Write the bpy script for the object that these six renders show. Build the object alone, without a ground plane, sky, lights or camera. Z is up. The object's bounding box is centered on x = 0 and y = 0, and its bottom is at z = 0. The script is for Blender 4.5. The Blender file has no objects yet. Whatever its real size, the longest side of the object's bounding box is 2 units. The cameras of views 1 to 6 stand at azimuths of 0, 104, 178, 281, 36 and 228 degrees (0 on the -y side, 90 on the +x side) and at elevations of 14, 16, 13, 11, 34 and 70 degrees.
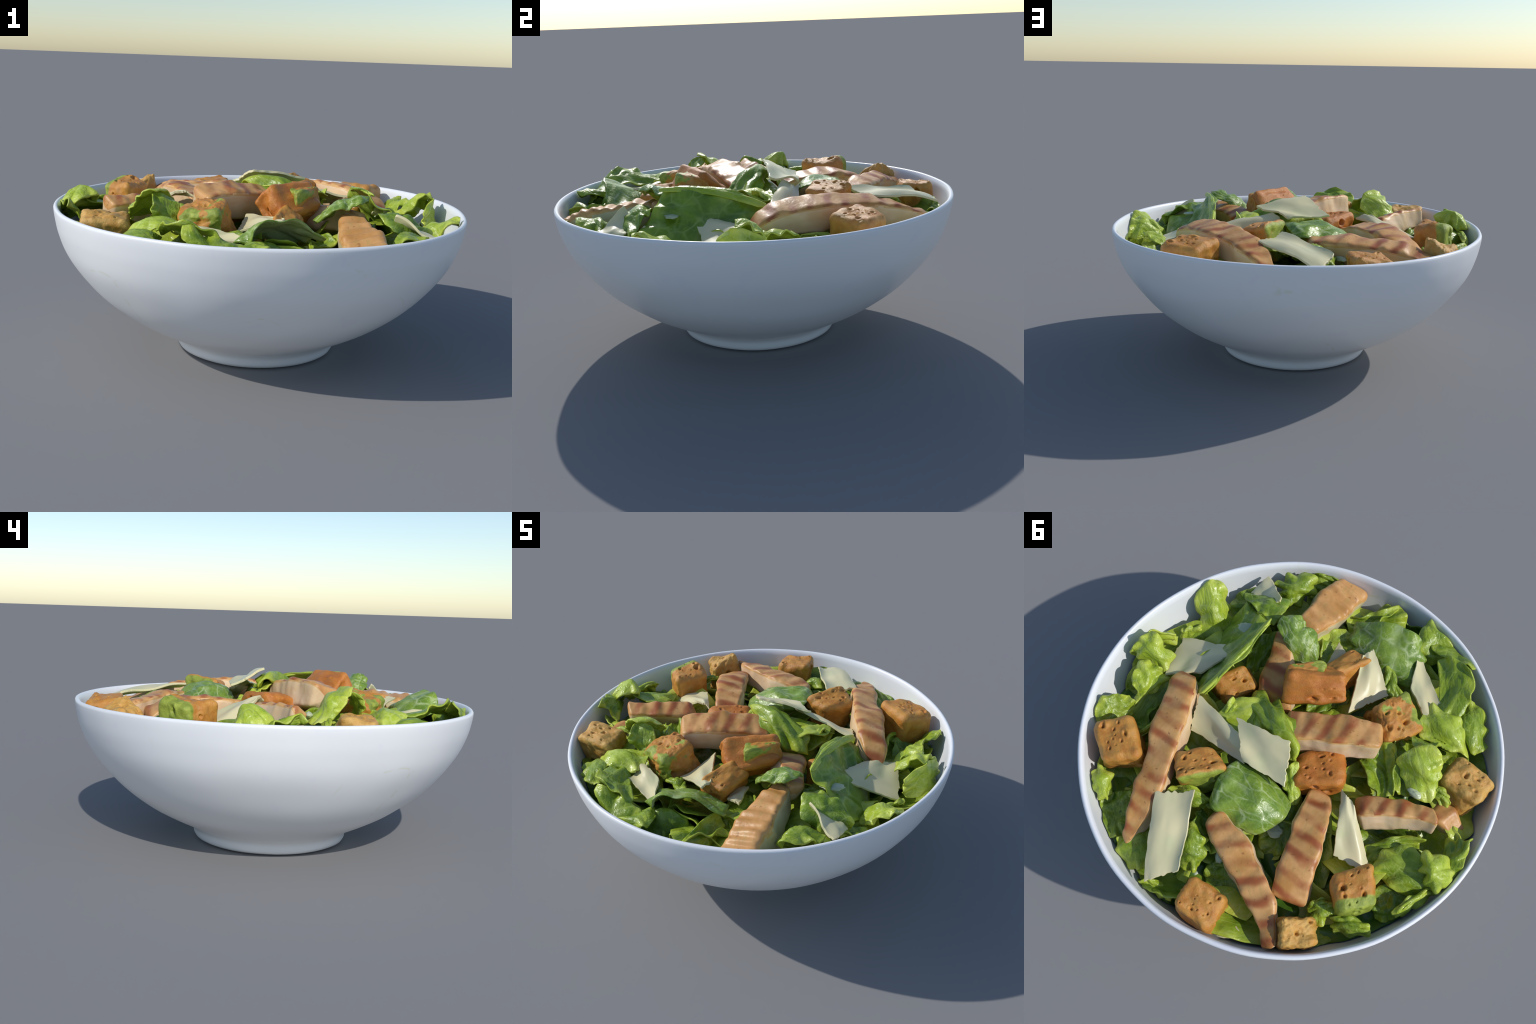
"""Chicken Caesar salad in a white footed china bowl, built part by part."""
import bpy, math, random
import numpy as np
from mathutils import Vector, Matrix, noise

SCENE = bpy.context.scene.collection

# ------------------------------------------------------------------ materials
def new_material(name, rough=0.45, spec=0.5):
    m = bpy.data.materials.new(name)
    m.use_nodes = True
    nt = m.node_tree
    b = nt.nodes["Principled BSDF"]
    b.inputs["Roughness"].default_value = rough
    b.inputs["Specular IOR Level"].default_value = spec
    return m, nt, b


class Nodes:
    """Small helper that makes node graphs read like expressions."""

    def __init__(self, nt):
        self.nt = nt
        self.coord = nt.nodes.new("ShaderNodeTexCoord").outputs["Object"]

    def put(self, sock, val):
        if hasattr(val, "is_output"):
            self.nt.links.new(val, sock)
        elif isinstance(val, (tuple, list)) and len(val) == 3 and sock.type == "RGBA":
            sock.default_value = (*val, 1)
        else:
            sock.default_value = val

    def mapping(self, scale=(1, 1, 1), loc=(0, 0, 0), rot=(0, 0, 0), vec=None):
        n = self.nt.nodes.new("ShaderNodeMapping")
        self.put(n.inputs["Vector"], vec or self.coord)
        n.inputs["Scale"].default_value = scale
        self.put(n.inputs["Location"], loc)
        n.inputs["Rotation"].default_value = rot
        return n.outputs[0]

    def noise(self, scale, detail=3, rough=0.5, vec=None, dist=0.0):
        n = self.nt.nodes.new("ShaderNodeTexNoise")
        self.put(n.inputs["Vector"], vec or self.coord)
        n.inputs["Scale"].default_value = scale
        n.inputs["Detail"].default_value = detail
        n.inputs["Roughness"].default_value = rough
        n.inputs["Distortion"].default_value = dist
        return n.outputs["Fac"]

    def noise_vec(self, scale, vec=None):
        n = self.nt.nodes.new("ShaderNodeTexNoise")
        self.put(n.inputs["Vector"], vec or self.coord)
        n.inputs["Scale"].default_value = scale
        return n.outputs["Color"]

    def voronoi(self, scale, feature="F1", vec=None, rnd=1.0):
        n = self.nt.nodes.new("ShaderNodeTexVoronoi")
        n.feature = feature
        self.put(n.inputs["Vector"], vec or self.coord)
        n.inputs["Scale"].default_value = scale
        n.inputs["Randomness"].default_value = rnd
        return n.outputs["Distance"]

    def math(self, op, a, b=0.0, c=0.0, clamp=False):
        n = self.nt.nodes.new("ShaderNodeMath")
        n.operation = op
        n.use_clamp = clamp
        self.put(n.inputs[0], a)
        self.put(n.inputs[1], b)
        self.put(n.inputs[2], c)
        return n.outputs[0]

    def step(self, v, lo, hi, a=0.0, b=1.0):
        n = self.nt.nodes.new("ShaderNodeMapRange")
        n.interpolation_type = "SMOOTHSTEP"
        self.put(n.inputs["Value"], v)
        n.inputs["From Min"].default_value = lo
        n.inputs["From Max"].default_value = hi
        n.inputs["To Min"].default_value = a
        n.inputs["To Max"].default_value = b
        return n.outputs[0]

    def mix(self, fac, a, b, mode="MIX"):
        n = self.nt.nodes.new("ShaderNodeMix")
        n.data_type = "RGBA"
        n.blend_type = mode
        self.put(n.inputs["Factor"], fac)
        self.put(n.inputs["A"], a)
        self.put(n.inputs["B"], b)
        # sockets 6/7 are the colour pair
        self.put(n.inputs[6], a)
        self.put(n.inputs[7], b)
        return n.outputs[2]

    def split(self, vec=None):
        n = self.nt.nodes.new("ShaderNodeSeparateXYZ")
        self.put(n.inputs[0], vec or self.coord)
        return n.outputs

    def random(self):
        return self.nt.nodes.new("ShaderNodeObjectInfo").outputs["Random"]

    def bump(self, bsdf, height, strength=0.3, dist=0.01):
        n = self.nt.nodes.new("ShaderNodeBump")
        n.inputs["Strength"].default_value = strength
        n.inputs["Distance"].default_value = dist
        self.put(n.inputs["Height"], height)
        self.nt.links.new(n.outputs[0], bsdf.inputs["Normal"])


def china_material():
    m, nt, b = new_material("white_china", 0.32, 0.4)
    N = Nodes(nt)
    warp = N.noise_vec(2.0)
    v = N.voronoi(2.3, "DISTANCE_TO_EDGE", N.mapping(vec=N.mix(0.25, N.coord, warp)))
    line = N.step(v, 0.0, 0.012, 1.0, 0.0)
    gate = N.step(N.noise(2.7, 4), 0.53, 0.66)
    grain = N.step(N.noise(22, 3), 0.45, 0.6)
    fac = N.math("MULTIPLY", N.math("MULTIPLY", line, gate), N.math("MULTIPLY", grain, 0.35))
    col = N.mix(N.step(N.noise(1.3, 2), 0.3, 0.7), CHINA_A, CHINA_B)
    col = N.mix(N.math("MULTIPLY", N.step(N.noise(9, 3), 0.6, 0.7), 0.12), col, (0.72, 0.70, 0.90))
    col = N.mix(fac, col, (0.62, 0.66, 0.36))
    N.put(b.inputs["Base Color"], col)
    return m


CHINA_A = (0.80, 0.82, 0.845)
CHINA_B = (0.83, 0.84, 0.86)


def lettuce_material(name, deep, body, edge, vein, vein_amount, edge_start, vein_scale=2.6):
    """Leaf in its own frame: x runs across the leaf, y along it, both about -1..1."""
    m, nt, b = new_material(name, 0.34, 0.5)
    N = Nodes(nt)
    rnd = N.random()
    x, y, z = N.split()
    off = N.math("MULTIPLY", rnd, 37.0)
    comb = nt.nodes.new("ShaderNodeCombineXYZ")
    N.put(comb.inputs[0], off)
    N.put(comb.inputs[2], off)
    base = N.mapping(loc=comb.outputs[0])
    # patches of deep and body green
    patch = N.step(N.noise(2.2, 4, 0.55, base), 0.36, 0.64)
    col = N.mix(patch, deep, body)
    # frill towards the outline of the leaf
    r = N.math("MAXIMUM", N.math("ABSOLUTE", x), N.math("ABSOLUTE", y))
    rim = N.math("ADD", r, N.math("MULTIPLY", N.noise(2.6, 3, 0.5, base), 0.7))
    col = N.mix(N.step(rim, edge_start + 0.3, edge_start + 0.72), col, edge)
    # vein net, stretched along the leaf, and a midrib
    warped = N.mix(0.12, base, N.noise_vec(3.0, base))
    net = N.voronoi(vein_scale, "DISTANCE_TO_EDGE", N.mapping(scale=(1.35, 0.75, 0.5), vec=warped))
    line = N.step(net, 0.0, 0.085, 1.0, 0.0)
    fine = N.voronoi(vein_scale * 2.6, "DISTANCE_TO_EDGE", N.mapping(scale=(1.2, 0.9, 0.5), vec=warped))
    line = N.math("MAXIMUM", line, N.step(fine, 0.0, 0.07, 0.45, 0.0))
    mid = N.step(N.math("ABSOLUTE", N.math("ADD", x, N.math("MULTIPLY", N.noise(1.5, 2, 0.5, base), 0.25))), 0.02, 0.16, 1.0, 0.0)
    line = N.math("MAXIMUM", line, N.math("MULTIPLY", mid, 0.6))
    gate = N.step(N.noise(1.6, 2, 0.5, base), 0.38, 0.6, 0.25, 1.0)
    col = N.mix(N.math("MULTIPLY", N.math("MULTIPLY", line, gate), vein_amount), col, vein)
    # each leaf a little darker or lighter, a little yellower
    col = N.mix(N.math("MULTIPLY", N.step(rnd, 0.0, 1.0), 0.22), col, deep)
    N.put(b.inputs["Base Color"], col)
    N.put(b.inputs["Roughness"], N.step(N.noise(6, 2), 0.3, 0.7, 0.26, 0.46))
    N.bump(b, N.math("ADD", N.math("MULTIPLY", net, 1.2), N.noise(7, 3)), 0.35, 0.012)
    return m


def seared_material(name, bar=0.9):
    """Grilled top of a chicken strip: bands across the length (local x)."""
    m, nt, b = new_material(name, 0.42, 0.45)
    N = Nodes(nt)
    rnd = N.math("MULTIPLY", N.random(), 19.0)
    comb = nt.nodes.new("ShaderNodeCombineXYZ")
    N.put(comb.inputs[0], rnd)
    N.put(comb.inputs[1], rnd)
    base = N.mapping(loc=comb.outputs[0])
    col = N.mix(N.step(N.noise(7, 4, 0.6, base), 0.35, 0.68), SEAR_LIGHT, SEAR_BROWN)
    col = N.mix(N.math("MULTIPLY", N.step(N.noise(16, 4, 0.6, N.mapping(scale=(1, 3, 1), vec=base)), 0.5, 0.7), 0.35), col, (0.40, 0.30, 0.09))
    w = nt.nodes.new("ShaderNodeTexWave")
    w.bands_direction = "X"
    N.put(w.inputs["Vector"], N.mapping(rot=(0, 0, 0.25)))
    w.inputs["Scale"].default_value = 3.6
    w.inputs["Distortion"].default_value = 5.5
    w.inputs["Detail"].default_value = 2
    w.inputs["Detail Scale"].default_value = 0.8
    N.put(w.inputs["Phase Offset"], rnd)
    band = N.math("MULTIPLY", N.step(w.outputs["Fac"], 0.15, 1.05), N.step(N.noise(8, 3, 0.5, base), 0.33, 0.60, 0.25, 1.0))
    col = N.mix(N.math("MULTIPLY", band, bar), col, SEAR_DARK)
    col = N.mix(N.math("MULTIPLY", N.step(N.noise(45, 2), 0.66, 0.74), 0.5), col, (0.20, 0.07, 0.025))
    N.put(b.inputs["Base Color"], col)
    N.bump(b, N.math("ADD", N.noise(30, 4), N.math("MULTIPLY", w.outputs["Fac"], 0.4)), 0.3, 0.008)
    return m


SEAR_LIGHT = (0.69, 0.375, 0.14)
SEAR_BROWN = (0.54, 0.26, 0.07)
SEAR_DARK = (0.33, 0.078, 0.023)


def flesh_material(name, a, bcol, tint):
    m, nt, b = new_material(name, 0.42, 0.45)
    N = Nodes(nt)
    fib = N.noise(9, 4, 0.6, N.mapping(scale=(1, 2.5, 2.5)))
    col = N.mix(N.step(fib, 0.35, 0.65), a, bcol)
    col = N.mix(N.math("MULTIPLY", N.step(N.noise(5, 3), 0.5, 0.7), 0.5), col, tint)
    N.put(b.inputs["Base Color"], col)
    N.bump(b, N.noise(24, 4), 0.35, 0.008)
    return m


def crouton_material(name, crust, amber, crumb, green=None, green_dir=None, green_at=0.5, jitter=0.5):
    m, nt, b = new_material(name, 0.42, 0.45)
    N = Nodes(nt)
    rnd = N.math("MULTIPLY", N.random(), 23.0)
    comb = nt.nodes.new("ShaderNodeCombineXYZ")
    N.put(comb.inputs[0], rnd)
    N.put(comb.inputs[2], rnd)
    base = N.mapping(loc=comb.outputs[0])
    col = N.mix(N.step(N.noise(2.0, 4, 0.55, base), 0.36, 0.64), crust, amber)
    col = N.mix(N.math("MULTIPLY", N.step(N.noise(3.6, 5, 0.65, base), 0.48, 0.7), 0.7), col, crumb)
    col = N.mix(N.math("MULTIPLY", N.step(N.noise(14, 3, 0.6, base), 0.58, 0.72), 0.4), col, (0.24, 0.085, 0.018))
    if green:
        v = nt.nodes.new("ShaderNodeVectorMath")
        v.operation = "DOT_PRODUCT"
        N.put(v.inputs[0], N.coord)
        v.inputs[1].default_value = green_dir
        s = N.math("ADD", v.outputs["Value"], N.math("MULTIPLY", N.math("SUBTRACT", N.noise(1.4, 3, 0.45, base), 0.5), jitter))
        col = N.mix(N.step(s, green_at, green_at + 0.14), col, N.mix(N.step(N.noise(3, 2), 0.35, 0.65), green, (0.24, 0.30, 0.04)))
    N.put(b.inputs["Base Color"], col)
    N.bump(b, N.math("ADD", N.noise(12, 5, 0.65), N.math("MULTIPLY", N.noise(34, 3), 0.5)), 0.28, 0.02)
    return m


def cheese_material():
    m, nt, b = new_material("hard_cheese", 0.36, 0.45)
    N = Nodes(nt)
    col = N.mix(N.step(N.noise(5, 3), 0.35, 0.65), CHEESE_A, CHEESE_B)
    col = N.mix(N.math("MULTIPLY", N.step(N.noise(9, 4), 0.5, 0.72), 0.45), col, (0.58, 0.62, 0.33))
    N.put(b.inputs["Base Color"], col)
    N.bump(b, N.noise(6, 3), 0.18, 0.01)
    return m


CHEESE_A = (0.71, 0.64, 0.38)
CHEESE_B = (0.63, 0.59, 0.35)

GREENS = {
    "dark": lettuce_material("lettuce_dark", (0.10, 0.18, 0.012), (0.19, 0.30, 0.02), (0.37, 0.47, 0.04), (0.40, 0.49, 0.14), 0.45, 0.65),
    "mid": lettuce_material("lettuce_mid", (0.155, 0.25, 0.013), (0.275, 0.375, 0.022), (0.43, 0.52, 0.045), (0.48, 0.56, 0.15), 0.45, 0.55),
    "lime": lettuce_material("lettuce_lime", (0.29, 0.40, 0.024), (0.40, 0.51, 0.038), (0.51, 0.59, 0.07), (0.58, 0.65, 0.22), 0.45, 0.5),
    "ribbed": lettuce_material("lettuce_ribbed", (0.14, 0.24, 0.026), (0.23, 0.34, 0.038), (0.32, 0.43, 0.06), (0.56, 0.64, 0.34), 0.68, 0.95, 2.0),
    "pale": lettuce_material("lettuce_pale", (0.36, 0.43, 0.18), (0.48, 0.53, 0.29), (0.36, 0.45, 0.12), (0.57, 0.61, 0.38), 0.5, 0.9),
}
SEARED = seared_material("seared_chicken")
ROAST = seared_material("roast_chicken", 0.12)
FLESH = flesh_material("chicken_flesh", (0.78, 0.58, 0.37), (0.74, 0.50, 0.29), (0.70, 0.53, 0.27))
FLESH_EDGE = flesh_material("chicken_edge", (0.72, 0.45, 0.20), (0.66, 0.37, 0.13), (0.58, 0.41, 0.15))
TENDER = flesh_material("chicken_tender_side", (0.66, 0.58, 0.38), (0.60, 0.46, 0.26), (0.55, 0.52, 0.30))
CRUST = ((0.52, 0.205, 0.034), (0.61, 0.29, 0.055), (0.46, 0.245, 0.06))
LIME_CRUMB = (0.36, 0.42, 0.06)
CROUTON = {
    "plain": crouton_material("crouton_plain", *CRUST),
    "red": crouton_material("crouton_red", (0.50, 0.16, 0.026), (0.57, 0.21, 0.035), (0.44, 0.185, 0.038)),
    "gold": crouton_material("crouton_gold", (0.60, 0.30, 0.06), (0.66, 0.39, 0.10), (0.53, 0.32, 0.085)),
    "lime_side": crouton_material("crouton_lime_side", *CRUST, LIME_CRUMB, (0, -1, 0), 0.62, 0.25),
    "lime_streak": crouton_material("crouton_lime_streak", *CRUST, LIME_CRUMB, (0.3, 0.2, 0.25), 0.36, 2.0),
}
CHEESE = cheese_material()
CHINA = china_material()
DRESSING, _nt, _b = new_material("creamy_dressing", 0.3)
_N = Nodes(_nt)
_N.put(_b.inputs["Base Color"], _N.mix(_N.noise(8), (0.56, 0.60, 0.42), (0.42, 0.50, 0.28)))

# ------------------------------------------------------------------ mesh helpers
def fbm(p, octaves=3):
    return noise.fractal(Vector(p), 1.0, 2.0, octaves)


def make_object(name, verts, faces, mats, parent=None, matrix=None, face_mats=None):
    me = bpy.data.meshes.new(name)
    me.from_pydata([tuple(v) for v in verts], [], faces)
    for mt in mats:
        me.materials.append(mt)
    if face_mats is not None:
        me.polygons.foreach_set("material_index", np.asarray(face_mats, dtype=np.int32))
    me.polygons.foreach_set("use_smooth", np.ones(len(me.polygons), dtype=bool))
    me.update()
    ob = bpy.data.objects.new(name, me)
    SCENE.objects.link(ob)
    if parent:
        ob.parent = parent
    if matrix is not None:
        ob.matrix_world = matrix
        ob.matrix_basis = matrix
    return ob


def grid_faces(nu, nv, base=0, flip=False, wrap=False):
    out = []
    for i in range(nu - 1):
        for j in range(nv if wrap else nv - 1):
            k = (j + 1) % nv
            f = (base + i * nv + j, base + i * nv + k, base + (i + 1) * nv + k, base + (i + 1) * nv + j)
            out.append(f[::-1] if flip else f)
    return out


def quad_surface(pts, s, t):
    """Smooth sheet through a 3 by 3 net of points; s, t in -1..1."""
    def basis(a):
        return np.stack([a * (a - 1) / 2, 1 - a * a, a * (a + 1) / 2], -1)
    bs, bt = basis(s), basis(t)
    return np.einsum("...i,...j,ijk->...k", bs, bt, pts)


def frame(xaxis, zaxis):
    z = Vector(zaxis).normalized()
    x = Vector(xaxis)
    x = (x - z * x.dot(z)).normalized()
    y = z.cross(x)
    return Matrix((x, y, z)).transposed()


def placed(rot, loc, scale=(1, 1, 1)):
    return Matrix.Translation(Vector(loc)) @ rot.to_4x4() @ Matrix.Diagonal((*scale, 1))


def close_sheet(top, bottom, n):
    """Faces of a thick sheet made of two n by n point grids."""
    faces = grid_faces(n, n, 0) + grid_faces(n, n, n * n, flip=True)
    ring = [(0, j) for j in range(n)] + [(i, n - 1) for i in range(1, n)] + [(n - 1, j) for j in range(n - 2, -1, -1)] + [(i, 0) for i in range(n - 2, 0, -1)]
    ids = [i * n + j for i, j in ring]
    for a, b in zip(ids, ids[1:] + ids[:1]):
        faces.append((b, a, a + n * n, b + n * n))
    return faces


# ------------------------------------------------------------------ top-level things
def top_level(name, label, category, loc=(0, 0, 0)):
    ob = bpy.data.objects.new(name, None)
    SCENE.objects.link(ob)
    ob.location = loc
    ob["label"] = label
    ob["category"] = category
    return ob


# ------------------------------------------------------------------ bowl
RIM_Z = 0.723
WALL_Z = (0.0, 0.06, 0.10, 0.15, 0.20, 0.30, 0.40, 0.50, 0.60, 0.68, 0.72)
WALL_R = (0.25, 0.378, 0.463, 0.562, 0.646, 0.774, 0.867, 0.936, 0.977, 0.995, 0.999)


def outer_radius(z):
    """Wall profile: a curve eased through a few radii."""
    zs, rs = WALL_Z, WALL_R
    z = min(max(z, zs[0]), zs[-1])
    i = max(k for k in range(len(zs) - 1) if zs[k] <= z)
    def slope(k):
        a, b = max(k - 1, 0), min(k + 1, len(zs) - 1)
        return (rs[b] - rs[a]) / (zs[b] - zs[a])
    h = zs[i + 1] - zs[i]
    t = (z - zs[i]) / h
    return ((1 + 2 * t) * (1 - t) ** 2 * rs[i] + t * (1 - t) ** 2 * h * slope(i)
            + t * t * (3 - 2 * t) * rs[i + 1] + t * t * (t - 1) * h * slope(i + 1))


def inner_radius(z):
    return max(0.0, outer_radius(z - 0.012) - 0.030)


def lathe(profile, name, parent, mats, seg=160, wobble=0.004, seed=0.0, dents=0.004):
    verts, faces = [], []
    n = len(profile)
    for k in range(seg):
        a = 2 * math.pi * k / seg
        for r, z in profile:
            w = 1 + wobble * fbm((math.cos(a) * 1.5 + seed, math.sin(a) * 1.5, z * 2.5), 2) + dents * noise.noise(Vector((r * math.cos(a) * 4.5, r * math.sin(a) * 4.5, z * 5)))
            verts.append((r * w * math.cos(a), r * w * math.sin(a), z))
    for k in range(seg):
        for j in range(n - 1):
            a, b = k * n + j, ((k + 1) % seg) * n + j
            faces.append((a, b, b + 1, a + 1))
    return make_object(name, verts, faces, mats, parent)


def build_bowl():
    body = []
    z0 = 0.060
    body.append((0.0, z0))
    body.append((0.30, z0 + 0.002))
    for i in range(46):
        z = z0 + 0.006 + (RIM_Z - 0.016 - z0 - 0.006) * i / 45
        body.append((outer_radius(z), z))
    rc = outer_radius(RIM_Z - 0.012)
    for a in (15, 45, 75, 105, 135, 165):
        body.append((rc - 0.0115 + 0.0115 * math.cos(math.radians(a)), RIM_Z - 0.0125 + 0.0125 * math.sin(math.radians(a))))
    for i in range(34):
        z = RIM_Z - 0.016 - (RIM_Z - 0.016 - 0.12) * i / 33
        body.append((min(rc - 0.0225, inner_radius(z) + 0.004), z))
    body.append((0.0, 0.115))
    bowl = lathe(body, "bowl", None, [CHINA], wobble=0.005)
    bowl["label"] = "round white glazed china bowl on a low foot ring"
    bowl["category"] = "bowl"
    foot = [(0.0, 0.012), (0.305, 0.010), (0.325, 0.002), (0.344, 0.0), (0.372, 0.003), (0.388, 0.012), (0.396, 0.026), (0.399, 0.042), (0.403, 0.054), (0.411, 0.065), (0.421, 0.075), (0.434, 0.083), (0.440, 0.090)]
    lathe(foot, "foot_ring", bowl, [CHINA], wobble=0.006, seed=4.0)
    return bowl


# ------------------------------------------------------------------ salad pieces
BOWL = build_bowl()
SALAD = top_level("chicken_salad", "green lettuce salad with grilled chicken, croutons and cheese flakes", "salad", (0, 0, 0.12))
SALAD_INV = Matrix.Translation((0, 0, -0.12))


def contain(P):
    """Press points that would cross the china back onto the inside of the wall."""
    P = np.array(P, float)
    for i, (x, y, z) in enumerate(P):
        r = math.hypot(x, y)
        if r > 0.5:
            lim = inner_radius(min(z, RIM_Z)) - 0.004
            if r > lim:
                P[i, 0], P[i, 1] = x * lim / r, y * lim / r
    return P


def adopt(ob):
    ob.parent = SALAD
    ob.matrix_parent_inverse = SALAD_INV
    return ob


def leaf(kind, net, frill=0.012, waves=7, seed=1, thick=0.011, roundness=0.45, jag=0.042, lump=0.011, n=30, grow=1.11, fold=0.010, under=None):
    """A torn piece of lettuce: sheet over a 3 by 3 net with a ruffled, jagged outline."""
    net = np.array(net, float).reshape(3, 3, 3)
    net = net.mean((0, 1)) + (net - net.mean((0, 1))) * grow
    g = np.linspace(-1, 1, n)
    s, t = np.meshgrid(g, g, indexing="ij")
    edge = np.maximum(np.abs(s), np.abs(t))
    x = s * np.sqrt(1 - roundness * t * t / 2)
    y = t * np.sqrt(1 - roundness * s * s / 2)
    ang = np.arctan2(t, s)
    rng = random.Random(seed)
    ph = [rng.uniform(0, 6.28) for _ in range(8)]
    out = sum(np.sin(f * ang + p) / (1 + 0.16 * f) for f, p in zip((2, 3, 5, 9, 14), ph)) * 0.55
    k = 1 + jag * out * edge ** 3
    x, y = x * k, y * k
    P = quad_surface(net, x, y)
    e = 0.02
    du = quad_surface(net, x + e, y) - quad_surface(net, x - e, y)
    dv = quad_surface(net, x, y + e) - quad_surface(net, x, y - e)
    nrm = np.cross(dv, du)
    nrm /= np.linalg.norm(nrm, axis=-1, keepdims=True) + 1e-9
    if nrm[..., 2].mean() < 0:
        nrm = -nrm
    ruff = np.sin(waves * ang + ph[5] + 0.8 * np.sin(2 * ang + ph[6])) * edge ** 3 * frill
    bumps = np.zeros_like(ruff)
    for i in range(n):
        for j in range(n):
            q = P[i, j]
            wv = noise.noise(Vector((q[0] * 6 + seed, q[1] * 6, q[2] * 6)))
            bumps[i, j] = lump * 1.5 * fbm((q[0] * 6 + seed * 3.1, q[1] * 6, q[2] * 6), 2)
            crease = noise.noise(Vector((x[i, j] * 1.5 + wv * 0.8 + ph[7], y[i, j] * 0.8 + ph[3], seed * 1.3)))
            bumps[i, j] += fold * 2.4 * (0.42 - min(1.0, 1.7 * abs(crease)))
    P = P + nrm * (ruff + bumps)[..., None]
    # true normals of the finished sheet give it an even thickness
    gu, gv = np.gradient(P, axis=0), np.gradient(P, axis=1)
    nn = np.cross(gu, gv)
    nn /= np.linalg.norm(nn, axis=-1, keepdims=True) + 1e-9
    if (nn * nrm).sum(-1).mean() < 0:
        nn = -nn
    half = thick * 0.5 * (1.0 - 0.45 * edge ** 4)[..., None]
    A, B = P + nn * half, P - nn * half
    A, B = (contain(q.reshape(-1, 3)).reshape(n, n, 3) for q in (A, B))
    c = P.reshape(-1, 3).mean(0)
    along = net[2].mean(0) - net[0].mean(0)
    zax = nrm.reshape(-1, 3).mean(0)
    R = frame(np.cross(along, zax), zax)
    Rn = np.array(R)
    loc = (P.reshape(-1, 3) - c) @ Rn
    sc = np.maximum(np.abs(loc).max(0), 0.02)
    sc[2] = max(sc[2], 0.5 * min(sc[0], sc[1]))
    V = (np.concatenate([A.reshape(-1, 3), B.reshape(-1, 3)]) - c) @ Rn / sc
    faces = close_sheet(None, None, n)
    flip = np.dot(np.cross(A[1, 0] - A[0, 0], A[0, 1] - A[0, 0]), nn[0, 0]) > 0
    if flip:
        faces = [f[::-1] for f in faces]
    ob = make_object("lettuce_leaf", V, faces, [GREENS[kind], GREENS[under or kind]], None, placed(R, c, sc),
                     [1 if min(f) >= n * n else 0 for f in faces])
    return adopt(ob)


def cheese(corners, bend=0.0, thick=0.012, seed=1, n=22, warp=0.008):
    """A shaved flake: a four-cornered sheet with chipped edges and a slight bend."""
    mid = np.mean(corners, axis=0)
    a, b, c, d = (mid + (np.array(p, float) - mid) * 1.06 for p in corners)
    g = np.linspace(-1, 1, n)
    s, t = np.meshgrid(g, g, indexing="ij")
    edge = np.maximum(np.abs(s), np.abs(t))
    chip = np.zeros_like(s)
    for i in range(n):
        for j in range(n):
            chip[i, j] = fbm((s[i, j] * 2.2 + seed * 5, t[i, j] * 2.2, seed), 3)
    sag = np.array([[noise.noise(Vector((a * 0.9 + seed * 9.1, b * 0.9, seed * 2.0))) for b in g] for a in g])
    k = 1 - 0.13 * np.abs(chip) * edge ** 5
    u, v = (s * k + 1) / 2, (t * k + 1) / 2
    P = (1 - u)[..., None] * ((1 - v)[..., None] * a + v[..., None] * b) + u[..., None] * ((1 - v)[..., None] * d + v[..., None] * c)
    nv = np.cross(c - a, d - b)
    nv = nv / np.linalg.norm(nv)
    if nv[2] < 0:
        nv = -nv
    P = P + nv * ((1 - s * s) * bend + warp * sag * 3.0 + 0.0015 * chip)[..., None]
    A, B = P + nv * thick / 2, P - nv * thick / 2
    A, B = (contain(q.reshape(-1, 3)).reshape(n, n, 3) for q in (A, B))
    cen = P.reshape(-1, 3).mean(0)
    R = frame(b - a, nv)
    V = (np.concatenate([A.reshape(-1, 3), B.reshape(-1, 3)]) - cen) @ np.array(R)
    faces = close_sheet(None, None, n)
    if np.dot(np.cross(A[1, 0] - A[0, 0], A[0, 1] - A[0, 0]), nv) > 0:
        faces = [f[::-1] for f in faces]
    ob = make_object("cheese_flake", V, faces, [CHEESE], None, placed(R, cen))
    md = ob.modifiers.new("bevel", "BEVEL")
    md.width = 0.002
    md.limit_method = "ANGLE"
    md.angle_limit = 0.9
    me = ob.data
    me.set_sharp_from_angle(angle=math.radians(40))
    return adopt(ob)


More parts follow.
